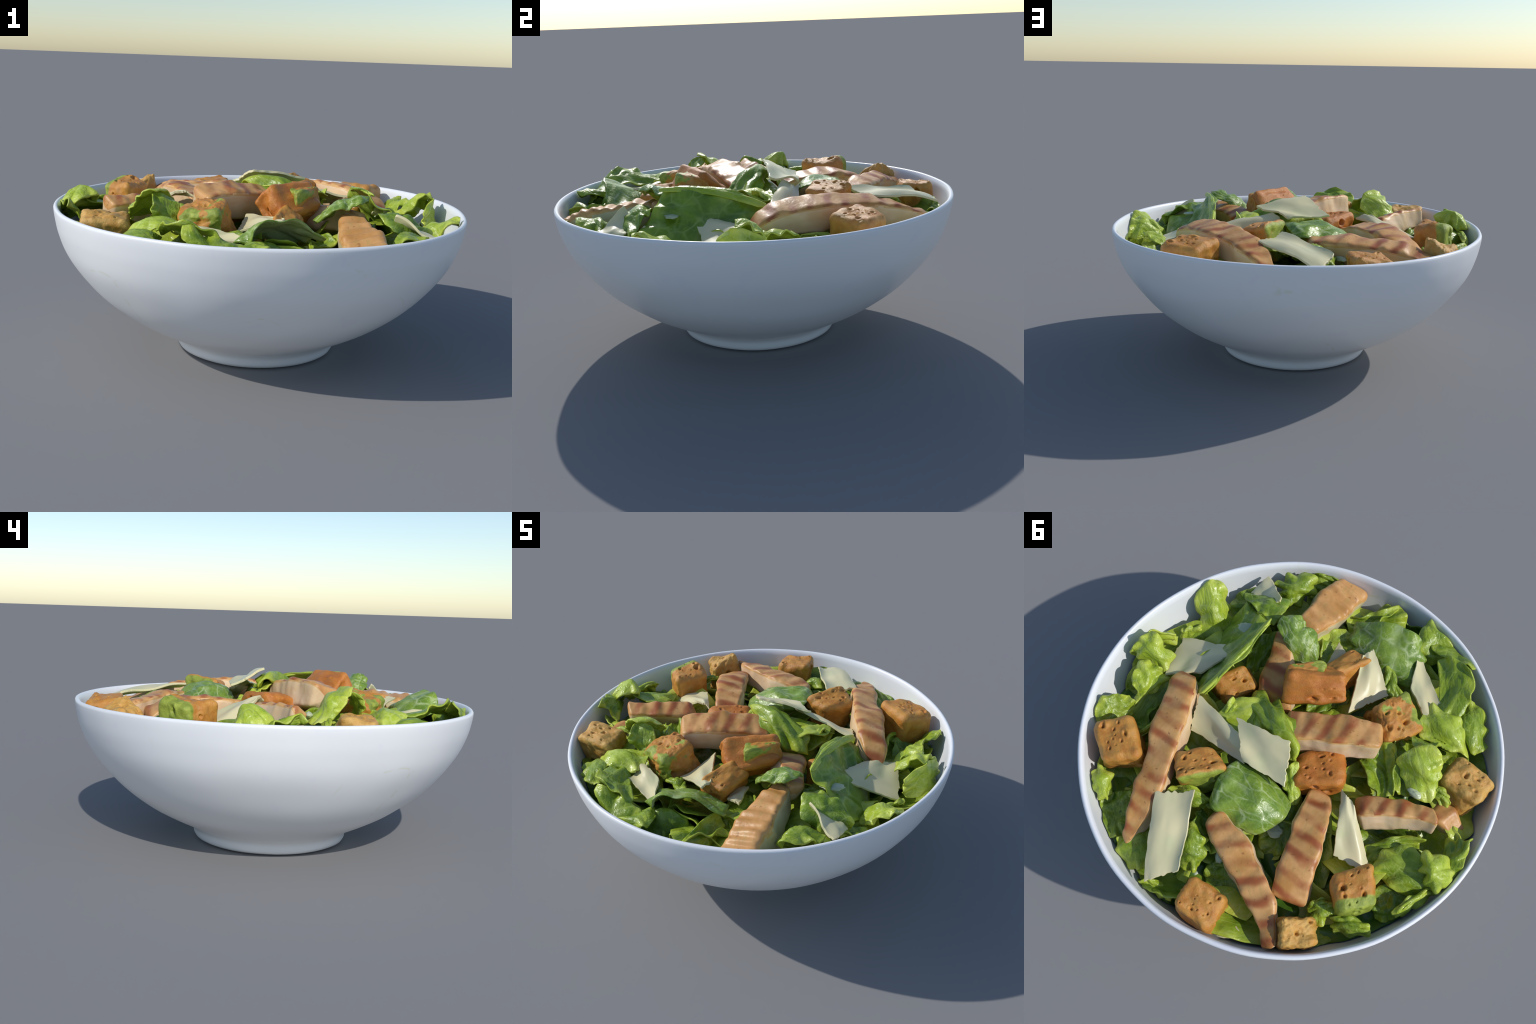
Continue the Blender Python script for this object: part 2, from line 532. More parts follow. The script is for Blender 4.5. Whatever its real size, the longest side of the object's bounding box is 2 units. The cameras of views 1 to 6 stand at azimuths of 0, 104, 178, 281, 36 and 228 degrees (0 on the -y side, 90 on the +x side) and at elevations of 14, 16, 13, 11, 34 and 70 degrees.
def chicken(spine, widths, heights, side=(0, 0, 0), seed=1, sear=None, ridges=0.0018, sink=0.018, flesh=None, n=64, m=40, wave_len=0.085):
    """A sliced strip of grilled breast: spine points run along the middle of its top face."""
    sp = np.array(spine, float)
    k = len(sp)
    kn = np.linspace(0, 1, k)
    q = np.linspace(0, 1, n)
    # Lagrange through the few spine points
    def lag(vals):
        vals = np.array(vals, float)
        out = 0
        for i in range(k):
            w = np.ones_like(q)
            for j in range(k):
                if j != i:
                    w = w * (q - kn[j]) / (kn[i] - kn[j])
            out = out + (w[:, None] * vals[i] if vals.ndim > 1 else w * vals[i])
        return out
    C = lag(sp) - np.array([0, 0, sink])
    W = np.interp(q, np.linspace(0, 1, len(widths)), widths)
    H = np.interp(q, np.linspace(0, 1, len(heights)), heights)
    Tn = np.gradient(C, axis=0)
    Tn /= np.linalg.norm(Tn, axis=1, keepdims=True)
    up = np.array([side[0], side[1], 1.0 + side[2]])
    verts, fm = [], []
    length = np.linalg.norm(sp[-1] - sp[0])
    cap = 0.07
    rng = random.Random(seed)
    cut = [rng.uniform(-0.45, 0.45), rng.uniform(-0.45, 0.45)]
    for i in range(n):
        tz = up - Tn[i] * np.dot(up, Tn[i])
        tz /= np.linalg.norm(tz)
        ty = np.cross(tz, Tn[i])
        # rounded ends
        d = min(q[i], 1 - q[i]) / cap
        f = 1.0 if d >= 1 else math.sqrt(max(0.0, 1 - (1 - d) ** 2)) * 0.5 + 0.5 * min(1, d * 1.0 + 0.45)
        if i in (0, n - 1):
            f *= 0.7
        for j in range(m):
            a = 2 * math.pi * j / m
            ca, sa = math.cos(a), math.sin(a)
            ex = 2 / 6.0
            yy = abs(ca) ** ex * (1 if ca > 0 else -1) * W[i] * 0.5 * f
            zz = (abs(sa) ** ex * (1 if sa > 0 else -1) * 0.5 * f - 0.5) * H[i]
            if sa > 0:
                zz += ridges * math.sin(q[i] * length / wave_len * 6.283 + 9 * yy + seed) * min(1, f) * sa
            p = C[i] + ty * yy + tz * zz
            nz = fbm((p[0] * 7 + seed, p[1] * 7, p[2] * 7), 3) + 1.1 * noise.noise(Vector((p[0] * 3.5 + seed * 5, p[1] * 3.5, p[2] * 3.5)))
            p = p + Tn[i] * yy * cut[0 if q[i] < 0.5 else 1] * abs(2 * q[i] - 1) ** 3
            p = p + (ty * ca + tz * sa) * nz * 0.018
            verts.append(p)
    faces = grid_faces(n, m, 0, wrap=True)
    for i in range(n - 1):
        for j in range(m):
            a = 2 * math.pi * (j + 0.5) / m
            p = verts[i * m + j]
            jit = 0.12 * fbm((p[0] * 14, p[1] * 14, seed), 2)
            sa = math.sin(a) + jit
            fm.append(0 if sa > 0.50 else (1 if sa > 0.30 else 2))
    faces.append(tuple(range(m))[::-1])
    faces.append(tuple((n - 1) * m + j for j in range(m)))
    fm += [2, 2]
    V = contain(verts)
    cen = V.mean(0)
    R = frame(sp[-1] - sp[0], up)
    V = (V - cen) @ np.array(R)
    ob = make_object("chicken_strip", V, faces, [sear or SEARED, FLESH_EDGE, flesh or FLESH], None, placed(R, cen), fm)
    return adopt(ob)


def crouton(kind, top, along, up, size, seed=1, pores=9, chunky=0.0, n=40, bevel=0.34, horn=None):
    """A toasted bread cube: top is the middle of its upper face, along its x edge direction."""
    rng = random.Random(seed)
    R = frame(along, up)
    half = np.array(size, float) / 2
    corner = {(i, j, k): np.array([rng.uniform(-1, 1) for _ in range(3)]) * 0.13 for i in (0, 1) for j in (0, 1) for k in (0, 1)}
    if horn:
        corner[horn[0]] = np.array(horn[1], float) / 2.2
    pits = []
    for _ in range(pores * 6):
        q = np.array([rng.uniform(-0.72, 0.72), rng.uniform(-0.72, 0.72), 1.0])
        r = 0.055 + 0.10 * rng.random() ** 2
        if len(pits) < pores and all(np.linalg.norm(q - o) > 1.7 * (r + s) for o, s in pits):
            pits.append((q, r))
    for _ in range(pores // 2):
        ax = rng.choice([(1, 0), (-1, 0), (0, 1), (0, -1)])
        w = rng.uniform(-0.6, 0.6)
        pits.append((np.array([ax[0] or w, ax[1] or w, rng.uniform(-0.5, 0.6)], float), rng.uniform(0.07, 0.16)))
    verts, index, faces = [], {}, []

    def vid(p):
        key = tuple(round(c, 5) for c in p)
        if key not in index:
            index[key] = len(verts)
            verts.append(p)
        return index[key]

    g = np.linspace(-1, 1, n)
    for axis in range(3):
        for sgn in (-1, 1):
            for i in range(n - 1):
                for j in range(n - 1):
                    q = []
                    for a, b in ((i, j), (i + 1, j), (i + 1, j + 1), (i, j + 1)):
                        p = [0, 0, 0]
                        p[axis] = sgn
                        p[(axis + 1) % 3] = g[a]
                        p[(axis + 2) % 3] = g[b]
                        q.append(vid(tuple(p)))
                    faces.append(q if sgn > 0 else q[::-1])
    out = []
    for p in verts:
        p = np.array(p, float)
        inner = np.clip(p, -1 + bevel, 1 - bevel)
        d = p - inner
        L = np.linalg.norm(d)
        nrm = d / L
        s = inner + nrm * bevel
        w = np.zeros(3)
        for key, off in corner.items():
            f = 1.0
            for a in range(3):
                f *= (1 + s[a]) / 2 if key[a] else (1 - s[a]) / 2
            w += off * f * 2.2
        h = 0.13 * fbm(s * 1.1 + seed * 7.7, 2) + (0.035 + chunky) * fbm(s * 1.9 + seed * 3.3, 3)
        for c, r in pits:
            far = np.abs(s - c).max()
            if far > r * 3:
                continue
            wob = np.array([noise.noise(Vector(s * 5 + c * 3 + k * 7.0)) for k in range(3)]) * 0.6 * r
            dist = np.linalg.norm((s - c + wob) * np.array([1, 1 + 0.35 * math.sin(seed + c[0] * 9), 0.7]))
            if dist < r * 2:
                x = dist / r
                h -= 0.30 * math.exp(-(x ** 2) * 2.2) * (r / 0.12)
                h += 0.03 * math.exp(-((x - 1.4) ** 2) * 6)
        out.append((s + w + nrm * h))
    V = np.array(out)
    cen = Vector(top) - R @ Vector((0, 0, half[2]))
    Rn = np.array(R)
    V = (contain((V * half) @ Rn.T + np.array(cen)) - np.array(cen)) @ Rn / half
    ob = make_object("crouton", V, faces, [CROUTON[kind]], None, placed(R, cen, half))
    return adopt(ob)


def dressing(at, size, seed=1):
    """A dab of creamy dressing clinging to a leaf."""
    verts, nu, nv = [], 14, 20
    for i in range(nu):
        for j in range(nv):
            t, a = math.pi * i / (nu - 1), 2 * math.pi * j / nv
            d = np.array([math.sin(t) * math.cos(a), math.sin(t) * math.sin(a), math.cos(t)])
            verts.append(d * np.array(size) * (1 + 0.35 * fbm(d * 1.6 + seed * 4.0, 2)))
    ob = make_object("dressing_dab", verts, grid_faces(nu, nv, 0, wrap=True, flip=True), [DRESSING], None, placed(frame((math.cos(seed), math.sin(seed), 0), (0, 0, 1)), at))
    return adopt(ob)


def bed_height(x, y):
    r = math.hypot(x, y)
    z = 0.545 - 0.01 * (r / 0.95) ** 2.2
    z -= 0.05 * max(0.0, (x * 0.95 - y * 0.3) - 0.5) / 0.4
    return z


def build_bed():
    """The leaves packed below the ones that can be told apart."""
    verts, faces = [(0, 0, bed_height(0, 0))], []
    rings, seg = 90, 260
    for i in range(1, rings + 1):
        for k in range(seg):
            a = 2 * math.pi * k / seg
            r = 0.955 * i / rings
            x, y = r * math.cos(a), r * math.sin(a)
            wv = fbm((x * 5, y * 5, 1.7), 3)
            rid = 1 - abs(noise.noise(Vector((x * 6 + wv, y * 6, 3.1))))
            z = bed_height(x, y) + 0.05 * wv + 0.06 * (rid - 0.75)
            verts.append((x, y, z))
    for k in range(seg):
        faces.append((0, 1 + k, 1 + (k + 1) % seg))
    for i in range(rings - 1):
        for k in range(seg):
            a, b = 1 + i * seg + k, 1 + i * seg + (k + 1) % seg
            faces.append((a, a + seg, b + seg, b))
    # keep it inside the wall of the bowl
    fixed = []
    for x, y, z in verts:
        r = math.hypot(x, y)
        lim = inner_radius(z) - 0.004
        if r > lim:
            x, y = x * lim / r, y * lim / r
        fixed.append((x, y, z))
    ob = make_object("lettuce_bed", fixed, faces, [BED])
    ob["kind"] = "stuff"
    return adopt(ob)


BED = lettuce_material("lettuce_bed", (0.04, 0.105, 0.01), (0.08, 0.19, 0.016), (0.14, 0.27, 0.025), (0.20, 0.34, 0.08), 0.3, 2.5, 6.0)


def filler_leaves(count, seed):
    """Smaller torn leaves strewn over the bed, tucked below the main pieces."""
    rng = random.Random(seed)
    golden = math.pi * (3 - math.sqrt(5))
    for i in range(count):
        r = 0.87 * math.sqrt((i + 0.5) / count)
        a = i * golden
        x, y = r * math.cos(a) + rng.uniform(-0.04, 0.04), r * math.sin(a) + rng.uniform(-0.04, 0.04)
        z = bed_height(x, y) + rng.uniform(-0.01, 0.035) + (0.03 if r > 0.7 and -0.75 < x < 0.5 and y < 0 else 0.0)
        yaw = rng.uniform(0, 6.28)
        l, w = rng.uniform(0.14, 0.22), rng.uniform(0.10, 0.15)
        tilt, roll, cup = rng.uniform(-0.45, 0.45), rng.uniform(-0.5, 0.5), rng.uniform(-0.04, 0.06)
        if r > 0.75:
            tilt *= 0.5
        net = []
        for u in (-1, 0, 1):
            for v in (-1, 0, 1):
                lx, ly = u * l, v * w
                lz = math.sin(tilt) * lx + math.sin(roll) * ly + cup * (v * v) - 0.5 * cup * u * u
                px = x + lx * math.cos(yaw) - ly * math.sin(yaw)
                py = y + lx * math.sin(yaw) + ly * math.cos(yaw)
                pz = z + lz
                lim = inner_radius(pz) - 0.02
                rr = math.hypot(px, py)
                if rr > lim:
                    px, py = px * lim / rr, py * lim / rr
                net.append((px, py, pz))
        leaf(rng.choice(["dark", "dark", "mid", "mid", "mid", "lime"]), net, frill=rng.uniform(0.005, 0.012), waves=rng.choice([4, 5, 6]), seed=100 + i, n=20)


# ------------------------------------------------------------------ the salad, piece by piece

# under layer
build_bed()
filler_leaves(80, 5)

# grilled chicken strips
chicken([(0.461, -0.86, 0.665), (0.428, -0.659, 0.745), (0.402, -0.358, 0.775)], [0.15, 0.19, 0.08], [0.14, 0.18, 0.11], side=(-0.114, -0.295, 0), seed=1, flesh=TENDER, sear=ROAST, ridges=0.006, wave_len=0.06)
chicken([(0.627, 0.107, 0.7), (0.449, 0.37, 0.785), (0.25, 0.66, 0.75), (0.161, 0.886, 0.67)], [0.125, 0.155, 0.14, 0.05], [0.1, 0.14, 0.13, 0.07], side=(0.098, 0.114, 0), seed=2, sink=0.004)
chicken([(0.085, -0.024, 0.79), (-0.1, -0.168, 0.84), (-0.284, -0.323, 0.835)], [0.15, 0.165, 0.15], [0.13, 0.15, 0.13], side=(0.166, -0.145, 0), seed=3, sink=0.004)
chicken([(-0.42, -0.01, 0.745), (-0.548, -0.144, 0.775), (-0.71, -0.261, 0.775)], [0.1, 0.11, 0.09], [0.12, 0.13, 0.11], side=(0.301, -0.263, 0), seed=4)
chicken([(-0.635, -0.314, 0.66), (-0.721, -0.315, 0.69), (-0.823, -0.312, 0.64)], [0.09, 0.11, 0.08], [0.09, 0.09, 0.07], side=(0, 0, 0), seed=5)
chicken([(-0.265, 0.027, 0.725), (-0.404, 0.282, 0.785), (-0.566, 0.51, 0.7)], [0.12, 0.175, 0.17], [0.11, 0.14, 0.12], side=(0.033, 0.038, 0), seed=6)
chicken([(-0.017, 0.505, 0.765), (-0.26, 0.543, 0.77), (-0.486, 0.604, 0.745), (-0.641, 0.719, 0.67)], [0.12, 0.15, 0.13, 0.06], [0.12, 0.15, 0.13, 0.07], side=(0.163, 0.189, 0), seed=7)
chicken([(0.472, -0.373, 0.77), (0.317, -0.18, 0.775), (0.202, -0.066, 0.68)], [0.08, 0.15, 0.17], [0.1, 0.12, 0.1], side=(0.196, 0.227, 0), seed=8)

# croutons
crouton("plain", (0.534, 0.609, 0.748), (-0.452, -0.892, 0), (-0.045, 0.102, 1), (0.17, 0.195, 0.2), seed=1, pores=10)
crouton("lime_side", (0.183, 0.406, 0.8), (-0.465, -0.885, 0), (0.09, -0.079, 1), (0.21, 0.17, 0.19), seed=2, pores=11)
crouton("plain", (0.402, -0.019, 0.7), (-0.222, -0.975, 0), (-0.285, 0.059, 1), (0.19, 0.13, 0.15), seed=3, pores=5)
crouton("red", (0.096, -0.231, 0.828), (-0.722, -0.692, 0), (-0.716, 0.624, 1), (0.26, 0.15, 0.17), seed=4, pores=4)
crouton("lime_streak", (0.201, -0.26, 0.845), (-0.538, -0.843, 0), (0, 0, 1), (0.19, 0.085, 0.12), seed=14, pores=2)
crouton("plain", (0.136, -0.465, 0.765), (-0.085, -0.996, 0), (0.356, -0.058, 1), (0.22, 0.11, 0.15), seed=5, pores=3)
crouton("lime_streak", (-0.243, -0.445, 0.785), (-0.336, -0.942, 0), (-0.209, -0.08, 1), (0.19, 0.18, 0.17), seed=6, pores=8, chunky=0.07)
crouton("red", (-0.199, -0.02, 0.775), (-0.726, -0.687, 0), (0, 0, 1), (0.23, 0.18, 0.16), seed=7, pores=10)
crouton("gold", (-0.659, -0.503, 0.735), (0.105, -0.995, 0), (0.128, -0.237, 1), (0.19, 0.2, 0.19), seed=8, pores=9, chunky=0.05)
crouton("lime_side", (-0.684, 0.252, 0.778), (-0.496, -0.868, 0), (0.075, -0.066, 1), (0.2, 0.18, 0.2), seed=9, pores=10)
crouton("plain", (-0.296, 0.789, 0.718), (-0.953, -0.303, 0), (0.038, -0.033, 1), (0.175, 0.185, 0.18), seed=10, pores=10)
crouton("gold", (-0.689, 0.556, 0.715), (-0.684, -0.73, 0), (-0.107, 0.031, 1), (0.18, 0.14, 0.16), seed=11, pores=4, chunky=0.08, horn=((0, 1, 1), (0, -0.1, 0.9)))

# cheese flakes
cheese([(0.216, 0.145, 0.845), (-0.042, 0.045, 0.875), (-0.157, 0.187, 0.8), (0.057, 0.242, 0.79)], seed=1)
cheese([(0.45, 0.181, 0.755), (0.363, 0.311, 0.7), (0.056, 0.245, 0.765), (0.142, 0.178, 0.805)], seed=2, bend=-0.01)
cheese([(0.821, -0.001, 0.585), (0.686, 0.208, 0.655), (0.577, 0.082, 0.69), (0.54, -0.142, 0.73)], seed=3)
cheese([(0.208, 0.635, 0.74), (0.095, 0.503, 0.77), (-0.13, 0.773, 0.73), (-0.056, 0.915, 0.68)], seed=4, bend=0.012)
cheese([(-0.34, -0.008, 0.755), (-0.525, 0.209, 0.7), (-0.702, 0.13, 0.635), (-0.426, 0.001, 0.76)], seed=5, bend=0.012)
cheese([(0.095, -0.611, 0.755), (0.101, -0.551, 0.76), (-0.061, -0.309, 0.725), (-0.109, -0.527, 0.69)], seed=6)
cheese([(-0.04, -0.799, 0.708), (-0.162, -0.625, 0.712), (-0.312, -0.567, 0.705), (-0.305, -0.683, 0.685)], seed=7)
cheese([(0.26, -0.544, 0.68), (0.201, -0.384, 0.66), (0.141, -0.428, 0.65), (0.183, -0.53, 0.67)], seed=8)
cheese([(0.775, -0.528, 0.685), (0.764, -0.408, 0.66), (0.643, -0.393, 0.7), (0.593, -0.457, 0.77)], seed=9)
cheese([(-0.406, 0.788, 0.6), (-0.452, 0.834, 0.6), (-0.525, 0.745, 0.58), (-0.47, 0.736, 0.6)], seed=10)

# lettuce leaves near the plus x wall
leaf("lime", [(0.772, -0.094, 0.56), (0.725, -0.154, 0.57), (0.738, -0.251, 0.56), (0.864, -0.144, 0.63), (0.814, -0.203, 0.675), (0.793, -0.279, 0.62), (0.95, -0.192, 0.69), (0.933, -0.269, 0.715), (0.86, -0.306, 0.68)], seed=1)
leaf("lime", [(0.842, 0.019, 0.58), (0.86, -0.012, 0.62), (0.866, -0.048, 0.62), (0.814, -0.022, 0.57), (0.815, -0.041, 0.63), (0.828, -0.083, 0.63), (0.785, -0.094, 0.56), (0.794, -0.106, 0.6), (0.816, -0.121, 0.62)], seed=2, frill=0.006, grow=1.0)
leaf("lime", [(0.888, 0.256, 0.68), (0.872, 0.206, 0.74), (0.885, 0.124, 0.75), (0.836, 0.249, 0.66), (0.797, 0.198, 0.72), (0.794, 0.139, 0.72), (0.801, 0.232, 0.62), (0.725, 0.203, 0.66), (0.749, 0.092, 0.66)], seed=3, jag=0.08)
leaf("lime", [(0.732, 0.391, 0.7), (0.783, 0.31, 0.71), (0.805, 0.245, 0.7), (0.691, 0.381, 0.66), (0.701, 0.3, 0.68), (0.731, 0.226, 0.68), (0.688, 0.495, 0.6), (0.677, 0.295, 0.64), (0.686, 0.209, 0.62)], seed=4, jag=0.08)
leaf("mid", [(0.74, 0.607, 0.655), (0.774, 0.531, 0.68), (0.743, 0.456, 0.68), (0.699, 0.601, 0.62), (0.704, 0.522, 0.65), (0.708, 0.427, 0.66), (0.673, 0.571, 0.58), (0.653, 0.482, 0.6), (0.668, 0.406, 0.62)], seed=5, jag=0.07)
leaf("dark", [(0.688, 0.495, 0.6), (0.71, 0.333, 0.62), (0.7, 0.198, 0.62), (0.66, 0.523, 0.57), (0.672, 0.395, 0.56), (0.66, 0.279, 0.57), (0.578, 0.493, 0.63), (0.555, 0.441, 0.63), (0.593, 0.352, 0.63)], seed=6)

# the large standing leaf
leaf("dark", [(0.452, 0.168, 0.75), (0.457, -0.061, 0.82), (0.498, -0.307, 0.83), (0.531, 0.113, 0.66), (0.604, -0.115, 0.68), (0.608, -0.304, 0.742), (0.63, 0.021, 0.57), (0.714, -0.123, 0.57), (0.738, -0.366, 0.69)], seed=7, frill=0.006, jag=0.03, lump=0.006)
leaf("dark", [(0.513, -0.333, 0.75), (0.631, -0.338, 0.745), (0.731, -0.349, 0.7), (0.55, -0.43, 0.735), (0.65, -0.417, 0.725), (0.767, -0.373, 0.66), (0.581, -0.486, 0.69), (0.667, -0.475, 0.66), (0.742, -0.43, 0.62)], seed=8, frill=0.014)
leaf("lime", [(0.86, 0.27, 0.7), (0.875, 0.15, 0.745), (0.8, 0.05, 0.68), (0.89, 0.26, 0.66), (0.89, 0.15, 0.67), (0.82, 0.05, 0.64), (0.905, 0.25, 0.61), (0.9, 0.14, 0.6), (0.83, 0.045, 0.59)], seed=55, fold=0.008)
leaf("dark", [(0.842, -0.341, 0.62), (0.789, -0.408, 0.66), (0.745, -0.48, 0.64), (0.785, -0.293, 0.6), (0.71, -0.362, 0.62), (0.67, -0.437, 0.62), (0.677, -0.201, 0.58), (0.626, -0.29, 0.58), (0.581, -0.383, 0.6)], seed=48)
leaf("ribbed", [(0.479, -0.326, 0.79), (0.475, -0.375, 0.815), (0.444, -0.442, 0.8), (0.39, -0.311, 0.775), (0.359, -0.367, 0.8), (0.35, -0.435, 0.775), (0.321, -0.295, 0.7), (0.27, -0.335, 0.71), (0.258, -0.417, 0.7)], seed=9, frill=0.006)
leaf("mid", [(0.738, -0.552, 0.66), (0.699, -0.606, 0.68), (0.674, -0.672, 0.7), (0.675, -0.531, 0.64), (0.618, -0.568, 0.7), (0.592, -0.668, 0.66), (0.63, -0.503, 0.6), (0.596, -0.529, 0.63), (0.616, -0.603, 0.6)], seed=10, frill=0.02)
leaf("mid", [(0.691, -0.678, 0.66), (0.613, -0.743, 0.68), (0.519, -0.806, 0.66), (0.65, -0.665, 0.64), (0.591, -0.724, 0.65), (0.526, -0.759, 0.63), (0.591, -0.638, 0.6), (0.551, -0.67, 0.6), (0.519, -0.711, 0.58)], seed=11)
leaf("dark", [(0.548, -0.225, 0.66), (0.525, -0.292, 0.68), (0.504, -0.359, 0.68), (0.511, -0.172, 0.64), (0.475, -0.227, 0.66), (0.457, -0.276, 0.66), (0.461, -0.108, 0.62), (0.432, -0.169, 0.62), (0.414, -0.217, 0.62)], seed=12)

# front leaves
leaf("mid", [(0.362, -0.723, 0.62), (0.282, -0.779, 0.66), (0.231, -0.935, 0.69), (0.327, -0.693, 0.6), (0.24, -0.767, 0.63), (0.148, -0.891, 0.66), (0.285, -0.657, 0.58), (0.202, -0.737, 0.6), (0.123, -0.84, 0.62)], seed=13, frill=0.02)
leaf("ribbed", [(-0.027, -0.835, 0.69), (0.094, -0.763, 0.79), (0.313, -0.681, 0.68), (-0.085, -0.75, 0.68), (0.033, -0.674, 0.74), (0.212, -0.599, 0.68), (-0.135, -0.633, 0.64), (0.001, -0.602, 0.67), (0.148, -0.567, 0.64)], seed=14, frill=0.012, under='pale', fold=0.006)
leaf("mid", [(0, -0.846, 0.68), (0.03, -0.949, 0.7), (-0.065, -0.964, 0.68), (-0.041, -0.818, 0.67), (-0.068, -0.889, 0.69), (-0.134, -0.935, 0.66), (-0.096, -0.811, 0.62), (-0.141, -0.855, 0.63), (-0.164, -0.904, 0.62)], seed=15)
leaf("mid", [(-0.141, -0.826, 0.7), (-0.19, -0.868, 0.735), (-0.314, -0.874, 0.785), (-0.254, -0.733, 0.71), (-0.304, -0.777, 0.73), (-0.383, -0.794, 0.76), (-0.313, -0.657, 0.69), (-0.399, -0.646, 0.7), (-0.405, -0.737, 0.71)], seed=16)
leaf("mid", [(-0.318, -0.87, 0.785), (-0.195, -0.862, 0.74), (-0.067, -0.845, 0.69), (-0.291, -0.968, 0.7), (-0.168, -0.952, 0.68), (-0.052, -0.918, 0.66), (-0.271, -1.036, 0.61), (-0.149, -1.03, 0.6), (-0.045, -0.998, 0.59)], seed=50, grow=1.03)
leaf("dark", [(-0.011, -0.915, 0.63), (0.127, -0.891, 0.64), (0.165, -0.771, 0.66), (-0.029, -0.922, 0.58), (0.091, -0.878, 0.57), (0.152, -0.784, 0.58), (-0.071, -0.857, 0.665), (0.011, -0.797, 0.69), (0.113, -0.729, 0.68)], seed=51, frill=0.006, fold=0.004)
leaf("mid", [(0.205, -0.912, 0.66), (0.212, -0.766, 0.685), (0.203, -0.624, 0.68), (0.244, -0.909, 0.63), (0.264, -0.792, 0.62), (0.249, -0.664, 0.62), (0.284, -0.906, 0.6), (0.309, -0.806, 0.58), (0.302, -0.696, 0.58)], seed=52, frill=0.008)
leaf("lime", [(-0.301, -0.577, 0.71), (-0.31, -0.644, 0.71), (-0.406, -0.647, 0.71), (-0.366, -0.498, 0.71), (-0.436, -0.579, 0.73), (-0.484, -0.673, 0.69), (-0.441, -0.527, 0.68), (-0.54, -0.572, 0.69), (-0.6, -0.604, 0.66)], seed=17, frill=0.008)
leaf("mid", [(-0.388, -0.752, 0.68), (-0.414, -0.801, 0.69), (-0.483, -0.815, 0.67), (-0.442, -0.689, 0.67), (-0.494, -0.704, 0.7), (-0.546, -0.765, 0.66), (-0.53, -0.642, 0.64), (-0.587, -0.644, 0.66), (-0.598, -0.707, 0.64)], seed=18)
leaf("lime", [(-0.398, -0.315, 0.74), (-0.419, -0.365, 0.8), (-0.454, -0.444, 0.83), (-0.451, -0.289, 0.72), (-0.498, -0.344, 0.785), (-0.536, -0.428, 0.8), (-0.559, -0.277, 0.68), (-0.622, -0.308, 0.69), (-0.583, -0.38, 0.7)], seed=19, frill=0.006)
leaf("mid", [(-0.26, -0.196, 0.67), (-0.377, -0.15, 0.73), (-0.477, -0.112, 0.7), (-0.277, -0.248, 0.7), (-0.361, -0.238, 0.67), (-0.471, -0.163, 0.68), (-0.294, -0.344, 0.76), (-0.383, -0.298, 0.74), (-0.489, -0.192, 0.71)], seed=20, frill=0.006)
leaf("mid", [(-0.303, -0.354, 0.74), (-0.379, -0.305, 0.72), (-0.471, -0.201, 0.7), (-0.319, -0.399, 0.7), (-0.416, -0.34, 0.69), (-0.509, -0.231, 0.68), (-0.372, -0.434, 0.7), (-0.446, -0.392, 0.66), (-0.55, -0.274, 0.64)], seed=21)
leaf("lime", [(-0.577, -0.353, 0.69), (-0.586, -0.378, 0.7), (-0.623, -0.382, 0.69), (-0.615, -0.336, 0.69), (-0.632, -0.359, 0.7), (-0.66, -0.376, 0.69), (-0.665, -0.337, 0.66), (-0.677, -0.346, 0.66), (-0.684, -0.371, 0.66)], seed=22, frill=0.004)
leaf("mid", [(-0.068, -0.547, 0.67), (0.001, -0.642, 0.69), (-0.069, -0.602, 0.67), (-0.094, -0.523, 0.67), (-0.081, -0.575, 0.69), (-0.138, -0.575, 0.67), (-0.122, -0.524, 0.64), (-0.124, -0.539, 0.66), (-0.156, -0.564, 0.64)], seed=23)

# leaves on the minus x side
leaf("mid", [(-0.601, 0.043, 0.62), (-0.641, -0.055, 0.665), (-0.749, -0.174, 0.68), (-0.625, 0.086, 0.62), (-0.653, -0.005, 0.65), (-0.741, -0.107, 0.65), (-0.684, 0.111, 0.62), (-0.685, 0.024, 0.64), (-0.752, -0.077, 0.64)], seed=24, frill=0.014)
leaf("mid", [(-0.691, 0.117, 0.66), (-0.677, 0.021, 0.67), (-0.734, -0.086, 0.68), (-0.748, 0.105, 0.65), (-0.805, -0.004, 0.69), (-0.863, -0.072, 0.72), (-0.891, 0.051, 0.61), (-0.925, -0.004, 0.63), (-0.917, -0.088, 0.66)], seed=25, frill=0.012)
leaf("lime", [(-0.802, -0.069, 0.69), (-0.812, -0.107, 0.74), (-0.884, -0.152, 0.69), (-0.85, -0.031, 0.71), (-0.884, -0.047, 0.785), (-0.929, -0.125, 0.7), (-0.907, -0.01, 0.65), (-0.939, -0.042, 0.69), (-0.961, -0.096, 0.65)], seed=54, fold=0.005)
leaf("mid", [(-0.804, -0.263, 0.62), (-0.864, -0.263, 0.7), (-0.883, -0.312, 0.72), (-0.857, -0.167, 0.66), (-0.893, -0.171, 0.7), (-0.918, -0.222, 0.73), (-0.937, -0.067, 0.62), (-0.972, -0.089, 0.64), (-0.97, -0.137, 0.66)], seed=26)
leaf("lime", [(-0.883, 0.171, 0.64), (-0.881, 0.107, 0.68), (-0.9, -0.011, 0.66), (-0.899, 0.167, 0.64), (-0.915, 0.101, 0.68), (-0.92, -0.001, 0.66), (-0.912, 0.151, 0.6), (-0.933, 0.084, 0.62), (-0.94, -0.002, 0.62)], seed=27, frill=0.006)
leaf("dark", [(-0.753, 0.146, 0.62), (-0.811, 0.06, 0.63), (-0.89, 0.011, 0.62), (-0.785, 0.193, 0.6), (-0.835, 0.142, 0.62), (-0.893, 0.094, 0.61), (-0.849, 0.25, 0.58), (-0.888, 0.209, 0.6), (-0.906, 0.166, 0.6)], seed=28)
